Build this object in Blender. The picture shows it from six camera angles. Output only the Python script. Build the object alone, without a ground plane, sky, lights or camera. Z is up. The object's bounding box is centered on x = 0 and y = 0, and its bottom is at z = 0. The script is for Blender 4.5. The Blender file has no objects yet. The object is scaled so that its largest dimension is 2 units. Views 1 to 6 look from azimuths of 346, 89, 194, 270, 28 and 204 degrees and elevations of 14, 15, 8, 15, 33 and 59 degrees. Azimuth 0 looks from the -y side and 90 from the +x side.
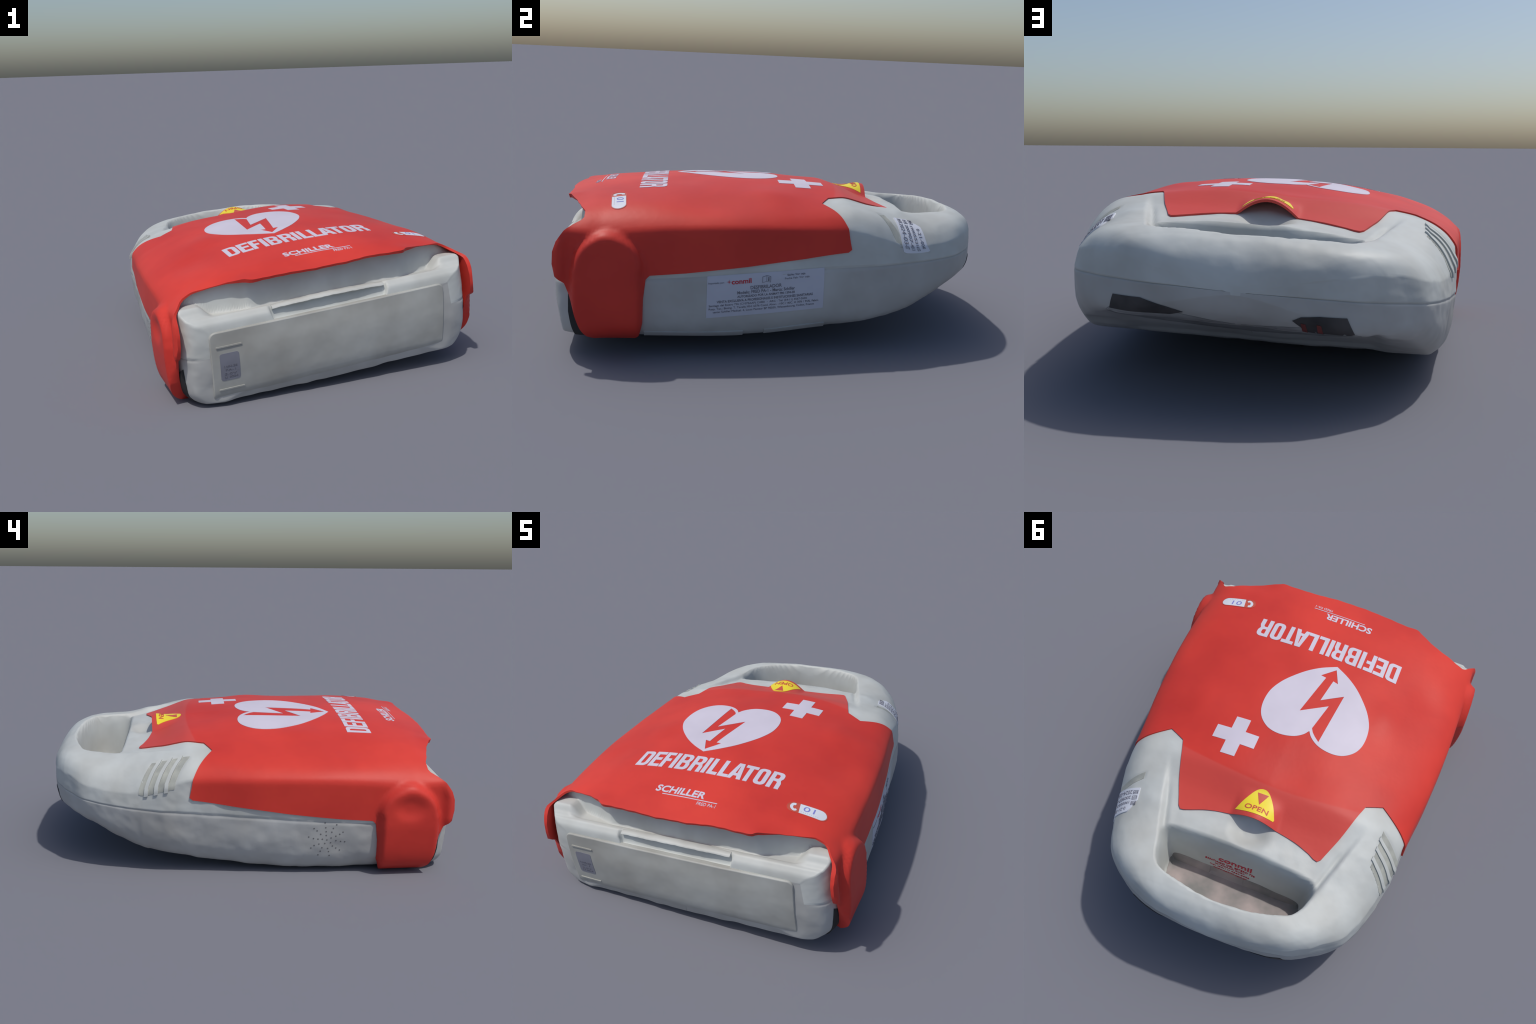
"""A red and white portable defibrillator in its soft-lidded case, built part by part.

Everything is modelled in the case's own frame (x across, y towards the handle,
z up) and stood in the scene by one tilted Empty.  The case is a loft through
cross-sections; lid, straps, stickers and print are patches laid on that loft.
"""
import bpy, bmesh, math
import numpy as np
from mathutils import Vector, Matrix, noise
from mathutils.bvhtree import BVHTree
from mathutils.geometry import delaunay_2d_cdt

rng = np.random.default_rng(7)
scene = bpy.context.scene


# ------------------------------------------------------------------ helpers
def curve(*knots):
    """Monotone cubic through (x, y) knots -> vectorised function."""
    xs = np.array([k[0] for k in knots], float)
    ys = np.array([k[1] for k in knots], float)
    h = np.diff(xs)
    d = np.diff(ys) / h
    m = np.zeros_like(xs)
    m[0], m[-1] = d[0], d[-1]
    for i in range(1, len(xs) - 1):
        if d[i - 1] * d[i] > 0:
            w1, w2 = 2 * h[i] + h[i - 1], h[i] + 2 * h[i - 1]
            m[i] = (w1 + w2) / (w1 / d[i - 1] + w2 / d[i])

    def f(x):
        x = np.clip(np.asarray(x, float), xs[0], xs[-1])
        i = np.clip(np.searchsorted(xs, x, side='right') - 1, 0, len(xs) - 2)
        t = (x - xs[i]) / h[i]
        return ((2 * t**3 - 3 * t**2 + 1) * ys[i] + (t**3 - 2 * t**2 + t) * h[i] * m[i]
                + (-2 * t**3 + 3 * t**2) * ys[i + 1] + (t**3 - t**2) * h[i] * m[i + 1])
    return f


def sstep(a, b, x):
    t = np.clip((np.asarray(x, float) - a) / (b - a), 0, 1)
    return t * t * (3 - 2 * t)


def blur(a, sigma, axis, wrap=False):
    if sigma <= 0:
        return a
    r = int(3 * sigma + 1)
    k = np.exp(-0.5 * (np.arange(-r, r + 1) / sigma) ** 2)
    k /= k.sum()
    pad = [(0, 0)] * a.ndim
    pad[axis] = (r, r)
    if wrap:
        p = np.pad(a, pad, mode='wrap')
    else:                                   # odd reflection keeps the ends in place
        p = np.pad(a, pad, mode='reflect', reflect_type='odd')
    out = np.zeros_like(a)
    n = a.shape[axis]
    for i, w in enumerate(k):
        sl = [slice(None)] * a.ndim
        sl[axis] = slice(i, i + n)
        out += w * p[tuple(sl)]
    return out


# --------------------------------------------------------------- materials
def new_mat(name):
    m = bpy.data.materials.new(name)
    m.use_nodes = True
    nt = m.node_tree
    b = nt.nodes['Principled BSDF']
    return m, nt, b


def plain(name, rgb, rough=0.5, var=0.06, scale=6.0, bump=0.0, bump_scale=60.0, tint=None,
          spec=0.5, coat=0.0):
    """Plastic / print: base colour varied by soft noise, optional fine grain."""
    m, nt, b = new_mat(name)
    tc = nt.nodes.new('ShaderNodeTexCoord')
    no = nt.nodes.new('ShaderNodeTexNoise')
    no.inputs['Scale'].default_value = scale
    no.inputs['Detail'].default_value = 4
    nt.links.new(tc.outputs['Object'], no.inputs['Vector'])
    ramp = nt.nodes.new('ShaderNodeValToRGB')
    lo = [c * (1 - var) for c in rgb]
    hi = [min(1, c * (1 + var)) for c in rgb]
    if tint:
        lo = tint
    ramp.color_ramp.elements[0].position = 0.32
    ramp.color_ramp.elements[1].position = 0.68
    ramp.color_ramp.elements[0].color = (*lo, 1)
    ramp.color_ramp.elements[1].color = (*hi, 1)
    nt.links.new(no.outputs['Fac'], ramp.inputs['Fac'])
    nt.links.new(ramp.outputs['Color'], b.inputs['Base Color'])
    b.inputs['Roughness'].default_value = rough
    b.inputs['Specular IOR Level'].default_value = spec
    if coat:
        b.inputs['Coat Weight'].default_value = coat
    if bump:
        n2 = nt.nodes.new('ShaderNodeTexNoise')
        n2.inputs['Scale'].default_value = bump_scale
        n2.inputs['Detail'].default_value = 3
        nt.links.new(tc.outputs['Object'], n2.inputs['Vector'])
        bp = nt.nodes.new('ShaderNodeBump')
        bp.inputs['Strength'].default_value = bump
        bp.inputs['Distance'].default_value = 0.01
        nt.links.new(n2.outputs['Fac'], bp.inputs['Height'])
        nt.links.new(bp.outputs['Normal'], b.inputs['Normal'])
    return m


M_WHITE = plain('white_plastic', (0.530, 0.555, 0.538), 0.5, 0.05, 4.5, 0.12, 18, tint=(0.455, 0.465, 0.440), spec=0.35)
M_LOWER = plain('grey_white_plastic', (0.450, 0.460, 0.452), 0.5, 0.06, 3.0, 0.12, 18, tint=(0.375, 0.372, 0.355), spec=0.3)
M_FRONT = plain('battery_plastic', (0.425, 0.435, 0.410), 0.55, 0.06, 4.0, 0.15, 14, tint=(0.325, 0.322, 0.295))  # darkened for the shadowed look of the front face, not a darker plastic
M_RED = plain('red_cover_vinyl', (0.65, 0.050, 0.034), 0.48, 0.05, 2.4, 0.05, 40, tint=(0.55, 0.038, 0.029), spec=0.22)


def add_fold(m):
    """The flap behind the fold of the lid is a slightly paler red: mask by position."""
    nt = m.node_tree
    b = nt.nodes['Principled BSDF']
    src = b.inputs['Base Color'].links[0].from_socket
    tc = nt.nodes.new('ShaderNodeTexCoord')
    sep = nt.nodes.new('ShaderNodeSeparateXYZ')
    nt.links.new(tc.outputs['Object'], sep.inputs[0])
    sq = nt.nodes.new('ShaderNodeMath'); sq.operation = 'MULTIPLY'
    nt.links.new(sep.outputs['X'], sq.inputs[0]); nt.links.new(sep.outputs['X'], sq.inputs[1])
    ma = nt.nodes.new('ShaderNodeMath'); ma.operation = 'MULTIPLY_ADD'
    nt.links.new(sq.outputs[0], ma.inputs[0]); ma.inputs[1].default_value = .26
    nt.links.new(sep.outputs['Y'], ma.inputs[2])
    mr = nt.nodes.new('ShaderNodeMapRange')
    mr.inputs['From Min'].default_value, mr.inputs['From Max'].default_value = .312, .322
    mr.inputs['To Max'].default_value = .55
    nt.links.new(ma.outputs[0], mr.inputs['Value'])
    mix = nt.nodes.new('ShaderNodeMix'); mix.data_type = 'RGBA'
    lim = nt.nodes.new('ShaderNodeMapRange')          # only between the two arms
    lim.inputs['From Min'].default_value, lim.inputs['From Max'].default_value = .235, .215
    nt.links.new(sq.outputs[0], lim.inputs['Value'])
    mu = nt.nodes.new('ShaderNodeMath'); mu.operation = 'MULTIPLY'
    nt.links.new(mr.outputs[0], mu.inputs[0]); nt.links.new(lim.outputs[0], mu.inputs[1])
    nt.links.new(mu.outputs[0], mix.inputs['Factor'])
    nt.links.new(src, mix.inputs['A'])
    mix.inputs['B'].default_value = (.58, .085, .072, 1)
    nt.links.new(mix.outputs['Result'], b.inputs['Base Color'])


add_fold(M_RED)
M_PRINT = plain('pale_print', (0.60, 0.555, 0.64), 0.55, 0.04, 5)
M_YELLOW = plain('yellow_sticker', (0.82, 0.66, 0.03), 0.45, 0.04, 8)
M_REDPRINT = plain('red_print', (0.55, 0.08, 0.05), 0.5, 0.05, 8)
M_STICKER = plain('white_sticker', (0.66, 0.68, 0.74), 0.45, 0.03, 8)
M_LABEL = plain('paper_label', (0.50, 0.52, 0.60), 0.55, 0.03, 6)
M_INK = plain('dark_ink', (0.15, 0.15, 0.18), 0.6, 0.05, 8)
M_INKFADE = plain('faded_ink', (0.20, 0.20, 0.24), 0.6, 0.05, 8)
M_INKRED = plain('red_ink', (0.50, 0.03, 0.05), 0.6, 0.05, 8)
M_INKBLUE = plain('blue_pen', (0.20, 0.21, 0.55), 0.6, 0.05, 8)
M_PILL = plain('pill_shade', (0.52, 0.085, 0.050), 0.5, 0.05, 8)
M_DARK = plain('black_lining', (0.020, 0.022, 0.024), 0.8, 0.2, 8)
M_NEARBLACK = plain('near_black', (0.060, 0.055, 0.054), 0.8, 0.3, 9, tint=(0.03, 0.03, 0.032))
M_SLOT = plain('vent_grey', (0.42, 0.43, 0.38), 0.55, 0.08, 14, tint=(0.30, 0.31, 0.285))
M_GREYLABEL = plain('grey_label', (0.20, 0.205, 0.245), 0.5, 0.06, 12)
M_HOLE = plain('hole_grey', (0.16, 0.16, 0.16), 0.7, 0.1, 8)
M_SHADE = plain('painted_underside_shade', (0.30, 0.31, 0.31), 0.7, 0.15, 8, tint=(0.22, 0.22, 0.22))
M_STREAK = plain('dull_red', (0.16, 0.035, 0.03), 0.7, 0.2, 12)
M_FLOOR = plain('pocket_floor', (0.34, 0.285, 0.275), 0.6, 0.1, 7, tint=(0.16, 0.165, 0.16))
M_SEAM = plain('seam_shadow', (0.15, 0.16, 0.17), 0.7, 0.1, 10)


# ---------------------------------------------------------------- the frame
YAW, ROLL = math.radians(5.6), math.radians(3.7)
ex = Vector((math.cos(YAW) * math.cos(ROLL), math.sin(YAW) * math.cos(ROLL), math.sin(ROLL)))
ey = Vector((-math.sin(YAW), math.cos(YAW), 0))
ez = ex.cross(ey)
origin = Vector((-0.096, 0.003, -0.002)) + 0.04 * ex
root = bpy.data.objects.new('defibrillator', None)
scene.collection.objects.link(root)
rot = Matrix((ex, ey, ez)).transposed().to_4x4()
root.matrix_world = Matrix.Translation(origin) @ rot
root['label'] = 'red and white portable defibrillator case with carry handle'
root['category'] = 'defibrillator'


def add(name, mesh, mats, parent=root, smooth=True, angle=None):
    ob = bpy.data.objects.new(name, mesh)
    scene.collection.objects.link(ob)
    ob.parent = parent
    for m in (mats if isinstance(mats, (list, tuple)) else [mats]):
        mesh.materials.append(m)
    if smooth:
        mesh.shade_smooth()
        if angle:
            mesh.set_sharp_from_angle(angle=math.radians(angle))
    return ob


def mesh_from(name, verts, faces):
    me = bpy.data.meshes.new(name)
    me.from_pydata([tuple(map(float, v)) for v in verts], [], [tuple(map(int, f)) for f in faces])
    me.update()
    return me


# ------------------------------------------------------- the loft (envelope)
# half width at the shoulder crease, crown height, bottom height, seam height
W = curve((-.96, .738), (-.93, .743), (-.80, .748), (-.62, .750), (-.32, .745), (0, .722), (.28, .690), (.40, .684),
          (.51, .662), (.65, .625), (.76, .582), (.82, .540), (.88, .470), (.94, .365), (.97, .27),
          (.985, .17), (.992, .09), (.996, .015))
ZT = curve((-.96, .585), (-.93, .597), (-.85, .618), (-.77, .633), (-.6, .65), (-.44, .662), (-.25, .668),
           (-.03, .667), (.1, .664), (.25, .656), (.30, .650), (.36, .632), (.45, .603), (.54, .580), (.62, .568),
           (.75, .566), (.86, .564), (.92, .548), (.965, .508), (.988, .460), (.996, .42))
ZB = curve((-.96, .050), (-.82, .046), (-.75, .052), (-.24, .045), (.2, .078), (.5, .124), (.56, .142), (.65, .182), (.74, .226), (.85, .265),
           (.92, .285), (.96, .318), (.985, .36), (.996, .39))
ZS = curve((-.96, .285), (-.56, .303), (.2, .343), (.6, .366), (.85, .386), (1.0, .400))
DS = curve((-.96, 1), (.5, 1), (.7, .90), (.85, .70), (.95, .42), (1.0, .15))
# fall of the crown from the middle (0) to the shoulder crease (1), at four stations along the case
CROWNS = [(-.90, curve((0, 0), (.25, .003), (.43, .010), (.62, .022), (.77, .040), (.86, .056), (.94, .084), (1, .112))),
          (-.75, curve((0, 0), (.25, .004), (.43, .013), (.62, .028), (.77, .054), (.86, .077), (.94, .112), (1, .155))),
          (-.30, curve((0, 0), (.25, .006), (.43, .021), (.62, .046), (.77, .074), (.86, .095), (.94, .121), (1, .155))),
          (.05, curve((0, 0), (.25, .006), (.43, .021), (.62, .046), (.77, .074), (.86, .095), (.94, .121), (1, .155))),
          (.25, curve((0, 0), (.25, .005), (.43, .017), (.62, .040), (.77, .060), (.86, .079), (.94, .109), (1, .150))),
          (.45, curve((0, 0), (.25, .004), (.43, .010), (.62, .020), (.77, .034), (.86, .052), (.94, .088), (1, .140)))]


def crown(t, y):
    ys = [c[0] for c in CROWNS]
    k = np.interp(y, ys, np.arange(len(ys)))
    out = np.zeros(np.broadcast(t, y).shape)
    for i, (_, f) in enumerate(CROWNS):
        out = out + np.clip(1 - np.abs(k - i), 0, 1) * f(t)
    return out


NT, NC, NS, NB = 76, 20, 28, 26           # samples per half ring: top, shoulder, side, bottom
# parameter b: unrolled distance from the crown line (metres, roughly)
B_TOP, B_SEAM, B_SIDE, B_END = .72, .88, 1.17, 1.80
half_b = np.concatenate([np.linspace(0, B_TOP, NT + 1), np.linspace(B_TOP, B_SEAM - .005, NC + 1)[1:], [B_SEAM],
                         np.linspace(B_SEAM + .005, B_SIDE, NS + 1), np.linspace(B_SIDE, B_END, NB + 1)[1:]])
ring_b = np.concatenate([-half_b[:0:-1], half_b])          # -B_END .. B_END


YEND = .996


def y_samples(y0):
    parts = [np.linspace(y0, -.78, 46), np.linspace(-.78, .2, 76)[1:], np.linspace(.2, .9, 92)[1:],
             YEND - (YEND - .9) * (np.linspace(1, 0, 34)[1:]) ** 1.7]
    return np.concatenate(parts)


def ring_points(y, b, w, zt, zb, zs, ds):
    """One point of the cross-section at y; everything vectorised."""
    a = np.abs(b)
    s = np.sign(b)
    zc = zt - crown(np.ones_like(y), y) * ds
    # top
    t = np.clip(a / B_TOP, 0, 1)
    x = w * t
    z = zt - crown(t, y) * ds
    # shoulder crease -> seam, slightly swelling
    q = np.clip((a - B_TOP) / (B_SEAM - B_TOP), 0, 1)
    x = x + .014 * q * np.minimum(1, w / .5)
    z = np.where(a > B_TOP, zc + (zs - zc) * q, z)
    # seam -> bottom edge
    r = np.clip((a - B_SEAM) / (B_SIDE - B_SEAM), 0, 1)
    prof_x = -.005 * r - .065 * r ** 3.5
    x = x + prof_x * np.minimum(1, w / .5)
    hgt = zs - zb
    z = np.where(a > B_SEAM, zs - hgt * (1 - (1 - r) ** 1.25 * (1 - .10 * r)) * .985, z)
    # bottom
    u = np.clip((a - B_SIDE) / (B_END - B_SIDE), 0, 1)
    x = x * (1 - u)
    z = z - .015 * hgt * u
    x = np.where(s < 0, x * .990, x)
    tilt = -(.006 + .008 * sstep(.1, .4, y)) * (s * x / .7) * sstep(B_SEAM, B_SIDE, a) * sstep(.95, .7, y)
    return s * x, z + tilt


def relief(x, y):
    """Soft sags and swells of the skin."""
    out = np.zeros(np.shape(x))
    for cx, cy, rx, ry, h in ((-.12, .23, .20, .14, -.016), (.48, -.03, .11, .13, .014), (.61, -.30, .09, .13, -.005), (.62, -.58, .10, .14, .008), (-.55, -.49, .10, .11, -.014),
                              (-.40, -.25, .08, .10, .010), (.22, -.40, .10, .10, -.006), (.64, .36, .08, .12, .014), (.46, .55, .07, .10, .014),
                              (-.43, .55, .07, .10, .013), (-.57, .53, .06, .10, .006), (.0, -.88, .35, .05, -.003)):
        out = out + h * np.exp(-((x - cx) / rx) ** 2 - ((y - cy) / ry) ** 2)
    return out


class Grid:
    """A lofted skin that can be looked up anywhere by (y, b)."""

    def __init__(self, ys, w, zt, zb, zs, ds, top_edit=None, st=.9, sy=1.0):
        Y, Bb = np.meshgrid(ys, ring_b, indexing='ij')
        x, z = ring_points(Y, Bb, w(ys)[:, None], zt(ys)[:, None], zb(ys)[:, None], zs(ys)[:, None], ds(ys)[:, None])
        P = np.stack([x, Y, z], -1)
        P = blur(blur(P, st, 1), sy, 0)
        P[:, :, 1] = Y
        P[:, :, 2] += relief(P[..., 0], Y) * sstep(B_TOP * 1.12, B_TOP * .98, np.abs(Bb))
        self.ys, self.P = ys, P
        if top_edit:
            self.P = top_edit(P, Bb)
        self.normals()

    def normals(self):
        du = np.gradient(self.P, axis=0)
        dv = np.gradient(self.P, axis=1)
        n = np.cross(dv, du)
        n /= np.linalg.norm(n, axis=-1, keepdims=True) + 1e-12
        c = self.P.shape[1] // 2
        if n[len(self.ys) // 2, c, 2] < 0:
            n = -n
        self.N = n

    def at(self, y, b):
        y = np.asarray(y, float)
        b = np.asarray(b, float)
        iy = np.interp(y, self.ys, np.arange(len(self.ys)))
        ib = np.interp(b, ring_b, np.arange(len(ring_b)))
        i = np.clip(iy.astype(int), 0, len(self.ys) - 2)
        j = np.clip(ib.astype(int), 0, len(ring_b) - 2)
        fy, fb = (iy - i)[..., None], (ib - j)[..., None]

        def g(A):
            return ((1 - fy) * (1 - fb) * A[i, j] + fy * (1 - fb) * A[i + 1, j]
                    + (1 - fy) * fb * A[i, j + 1] + fy * fb * A[i + 1, j + 1])
        n = g(self.N)
        n /= np.linalg.norm(n, axis=-1, keepdims=True)
        return g(self.P), n


def seg_sdf(px, py, ax, ay, bx, by):
    t = np.clip(((px - ax) * (bx - ax) + (py - ay) * (by - ay)) / ((bx - ax) ** 2 + (by - ay) ** 2), 0, 1)
    return np.hypot(px - ax - t * (bx - ax), py - ay - t * (by - ay))


def poly_sdf(px, py, pts):
    """Signed distance to a closed polygon, positive inside."""
    d = np.full(np.shape(px), 9.0)
    inside = np.zeros(np.shape(px), bool)
    n = len(pts)
    for i in range(n):
        (ax, ay), (bx, by) = pts[i], pts[(i + 1) % n]
        d = np.minimum(d, seg_sdf(px, py, ax, ay, bx, by))
        cond = (ay > py) != (by > py)
        with np.errstate(divide='ignore', invalid='ignore'):
            xi = (bx - ax) * (py - ay) / (by - ay) + ax
        inside ^= cond & (px < xi)
    return np.where(inside, d, -d)


def smooth_loop(pts, n=8):
    """Closed Catmull-Rom through pts."""
    pts = [np.array(p, float) for p in pts]
    out = []
    m = len(pts)
    for i in range(m):
        p0, p1, p2, p3 = pts[i - 1], pts[i], pts[(i + 1) % m], pts[(i + 2) % m]
        for k in range(n):
            t = k / n
            out.append(tuple(.5 * (2 * p1 + (p2 - p0) * t + (2 * p0 - 5 * p1 + 4 * p2 - p3) * t * t
                                   + (3 * p1 - p0 - 3 * p2 + p3) * t ** 3)))
    return out


def smooth_open(pts, n=8):
    pts = [np.array(p, float) for p in pts]
    pts = [2 * pts[0] - pts[1]] + pts + [2 * pts[-1] - pts[-2]]
    out = []
    for i in range(1, len(pts) - 2):
        p0, p1, p2, p3 = pts[i - 1:i + 3]
        for k in range(n):
            t = k / n
            out.append(tuple(.5 * (2 * p1 + (p2 - p0) * t + (2 * p0 - 5 * p1 + 4 * p2 - p3) * t * t
                                   + (3 * p1 - p0 - 3 * p2 + p3) * t ** 3)))
    out.append(tuple(pts[-2]))
    return out


# pocket behind the grip bar
POCKET = smooth_loop([(.0, .638), (.20, .640), (.330, .645), (.354, .662), (.352, .705), (.334, .784), (.28, .832), (.10, .871), (-.10, .871),
                      (-.27, .826), (-.330, .778), (-.352, .715), (-.348, .674), (-.322, .655), (-.20, .645)], 5)

RIM = curve((-.940, .398), (-.935, .430), (-.922, .448), (-.905, .461), (-.890, .459), (-.874, .450), (-.80, .445))
SLOT_RIM = curve((-.940, .396), (-.920, .398), (-.911, .430), (-.903, .456), (-.890, .459), (-.874, .450), (-.80, .445))
WALL = curve((-.96, 0), (-.884, .42), (-.872, .50), (-.858, .60), (-.84, .72))
LIP_Y = curve((0, -.928), (.25, -.916), (.38, -.912), (.43, -.888), (.52, -.857), (.64, -.815), (.72, -.80), (.8, -.80))
LEFT_VENTS = [(-.571, .312 + .0485 * i, -.664, .372 + .0480 * i) for i in range(4)]
RIGHT_VENTS = [(.560, .452, .645, .505)]
VENT_HALF = .0155


def vent_mask(x, y):
    """Shallow tray that holds the whole row of slots on the left arm, and the single one on the right."""
    m = np.zeros(np.shape(x))
    for (ax, ay, bx, by), (cx_, cy_, dx_, dy_) in ((LEFT_VENTS[0], LEFT_VENTS[-1]), (RIGHT_VENTS[0], RIGHT_VENTS[0])):
        t = (x - ax) / (bx - ax)
        y0 = ay + (by - ay) * t - VENT_HALF
        y1 = cy_ + (dy_ - cy_) * t + VENT_HALF
        m = np.maximum(m, sstep(-.006, .004, y - y0) * sstep(-.006, .004, y1 - y) * sstep(-.10, .04, t) * sstep(1.25, 1.0, t))
    return m


def fbm(p, scale, seed):
    v = Vector((p[0] * scale + seed, p[1] * scale - seed, p[2] * scale + 2 * seed))
    return noise.noise(v) + .5 * noise.noise(v * 2.1)


def pad_drop(x, y, a):
    """The pad between the two arms sits a little lower than the arms."""
    arm_in = np.interp(y, [.30, .66, .72], [.500, .385, .368])
    pad = sstep(arm_in + .010, arm_in - .016, np.abs(x)) * sstep(.30, .46, y) * sstep(.74, .64, y)
    # a channel along each arm, and a swelling lip towards the hand pocket
    chan = np.exp(-((np.abs(x) - arm_in + .018) / .013) ** 2) * sstep(.42, .52, y) * sstep(.70, .66, y)
    lip = np.clip(1 - (x / .34) ** 2, 0, 1) * np.exp(-((y - .590) / .045) ** 2)
    return (.013 * pad + .011 * chan - .009 * lip) * (a < B_TOP)


def lid_edit(P, Bb):
    P = P.copy()
    P[..., 2] -= pad_drop(P[..., 0], P[..., 1], np.abs(Bb))
    return P


def body_edit(P, Bb):
    P = P.copy()
    x, y, z = P[..., 0], P[..., 1], P[..., 2]
    a = np.abs(Bb)
    upper = a <= B_SEAM
    # front trough under the hood of the lid
    ends = .056 * sstep(.555, .63, np.abs(x)) * sstep(-.905, -.850, y)
    slot = sstep(-.315, -.300, x) * sstep(.285, .270, x)
    rim = RIM(y) * (1 - slot) + SLOT_RIM(y) * slot + ends
    rim = np.maximum(rim, WALL(y - (LIP_Y(np.abs(x)) + .925) * .75))
    z0 = z.copy()
    z = np.where((a <= B_TOP + 1e-6) & (y < -.76), np.minimum(z, rim), z)
    for sg in (-1, 1):                                  # shoulders shrink with the lowered rim
        c = int(np.argmin(np.abs(ring_b - sg * B_TOP)))
        e = int(np.argmin(np.abs(ring_b - sg * B_SEAM)))
        f = (z[:, c] - z0[:, e]) / (z0[:, c] - z0[:, e])
        m = upper & (a > B_TOP) & (Bb * sg > 0) & (y < -.76)
        z = np.where(m, z0[:, e][:, None] + (z0 - z0[:, e][:, None]) * f[:, None], z)
    z = z - pad_drop(x, y, a)
    top = sstep(B_TOP * 1.0, B_TOP * .93, a)
    # thumb scoop under the opening tab
    d = np.hypot(x / .115, (y - .535) / .095)
    z = z - .030 * sstep(1.0, .15, d) * top
    P[..., 2] = z
    # hand pocket
    pd = poly_sdf(x, y, POCKET)
    k = sstep(-.024 + .010 * sstep(.66, .76, y), .034 - .012 * sstep(.66, .76, y), pd) * (a < B_TOP)
    floor = .272 + .18 * (y - .63)
    z = z * (1 - k) + floor * k
    P[..., 2] = z
    # vents
    vm = vent_mask(x, y) * sstep(B_TOP * 1.12, B_TOP * 1.05, a)
    P[..., 2] -= .0065 * vm
    # finger cavity below the grip
    cav = sstep(.46, .40, np.abs(x)) * sstep(.56, .60, y) * sstep(.90, .86, y) * (a > B_SIDE - .04)
    P[..., 2] += .012 * cav
    # the front leans back towards its foot
    P[..., 1] += .016 * sstep(.26, .06, P[..., 2]) * sstep(-.90, -.94, y)
    # the flanks of the lower shell end in a slanting edge; behind it the grip's underside is higher
    lift = .085 + .110 * sstep(.51, .69, y) + .26 * (y - .65)
    edge = sstep(.36, .58, np.abs(x) / np.maximum(W(y), .2) * .62)
    raised = np.maximum(P[..., 2], np.minimum(lift, .335))
    k = (a > B_SEAM) * edge * sstep(.46, .58, y)
    P[..., 2] = P[..., 2] * (1 - k) + raised * k
    return P


ys_body = y_samples(-.940)
WB = lambda y: np.minimum(W(y), curve((-.940, .610), (-.934, .650), (-.92, .685), (-.89, .714), (-.85, .734), (-.78, .750),
                                      (-.7, .76), (1, .76))(y))
ZBB = lambda y: np.maximum(ZB(y), curve((-.940, .054), (-.932, .036), (-.90, .026), (-.84, .028), (-.75, .03), (1, 0))(y))
body_grid = Grid(ys_body, WB, ZT, ZBB, ZS, DS, body_edit)
ys_lid = y_samples(-.965)
lid_grid = Grid(ys_lid, W, ZT, ZB, ZS, DS, lid_edit)

# ----- body mesh: lumps of the moulding, then split into shells
P = body_grid.P.copy()
N = body_grid.N
lump = np.zeros(P.shape[:2])
for i in range(P.shape[0]):
    for j in range(P.shape[1]):
        p = P[i, j]
        lump[i, j] = fbm(p, 7, 3.1) * .0030 + fbm(p, 17, 9.7) * .0012
Bgrid = np.broadcast_to(ring_b, lump.shape)
amp = np.where(np.abs(Bgrid) > B_TOP, np.where(P[..., 0] < 0, 1.9, 1.2), sstep(.25, .6, P[..., 1]) * .9 + .1)
flat_vent = 1 - vent_mask(P[..., 0], P[..., 1])
groove = np.exp(-((np.abs(Bgrid) - B_SEAM) / .0035) ** 2) * sstep(-.94, -.92, P[..., 1])      # parting line of the shells
P = P + N * (lump * amp * flat_vent - .005 * groove)[..., None]
ny, nr = P.shape[:2]
verts = P.reshape(-1, 3).tolist()
faces, tags = [], []
mid = nr // 2
for i in range(ny - 1):
    for j in range(nr - 1):
        bm_ = .5 * (ring_b[j] + ring_b[j + 1])
        yy = .5 * (ys_body[i] + ys_body[i + 1])
        faces.append((i * nr + j, (i + 1) * nr + j, (i + 1) * nr + j + 1, i * nr + j + 1))
        tags.append('lower_case' if abs(bm_) > B_SEAM else ('carry_handle' if yy > .56 else 'upper_case'))
# close the ring along the keel is implicit (both ends meet at x = 0); caps
for row, flip in ((0, False), (ny - 1, True)):
    c = len(verts)
    verts.append(P[row].mean(0).tolist())
    for j in range(nr - 1):
        f = (row * nr + j, row * nr + j + 1, c)
        faces.append(f[::-1] if flip else f)
        tags.append('lower_case' if row == 0 else 'carry_handle')
body_me = mesh_from('body', verts, faces)
bm = bmesh.new()
bm.from_mesh(body_me)
bmesh.ops.recalc_face_normals(bm, faces=bm.faces)
bm.to_mesh(body_me)
body_me.update()
body_bvh_v = [Vector(v.co) for v in body_me.vertices]
body_bvh_f = [tuple(p.vertices) for p in body_me.polygons]
BODY = BVHTree.FromPolygons(body_bvh_v, body_bvh_f)


def split(me, tags, mats):
    """Separate faces by tag into objects that keep the whole surface's normals."""
    vn = np.zeros(len(me.vertices) * 3)
    me.vertices.foreach_get('normal', vn)
    vn = vn.reshape(-1, 3)
    groups = {}
    for p, t in zip(me.polygons, tags):
        groups.setdefault(t, []).append(tuple(p.vertices))
    co = [v.co.copy() for v in me.vertices]
    out = {}
    for t, fs in groups.items():
        used = sorted({v for f in fs for v in f})
        idx = {v: k for k, v in enumerate(used)}
        m2 = mesh_from(t, [co[v] for v in used], [[idx[v] for v in f] for f in fs])
        m2.shade_smooth()
        m2.normals_split_custom_set_from_vertices([tuple(vn[v]) for v in used])
        key, name = t if isinstance(t, tuple) else (t, t)
        out[t] = add(name, m2, mats[t], smooth=False)
    return out


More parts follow.
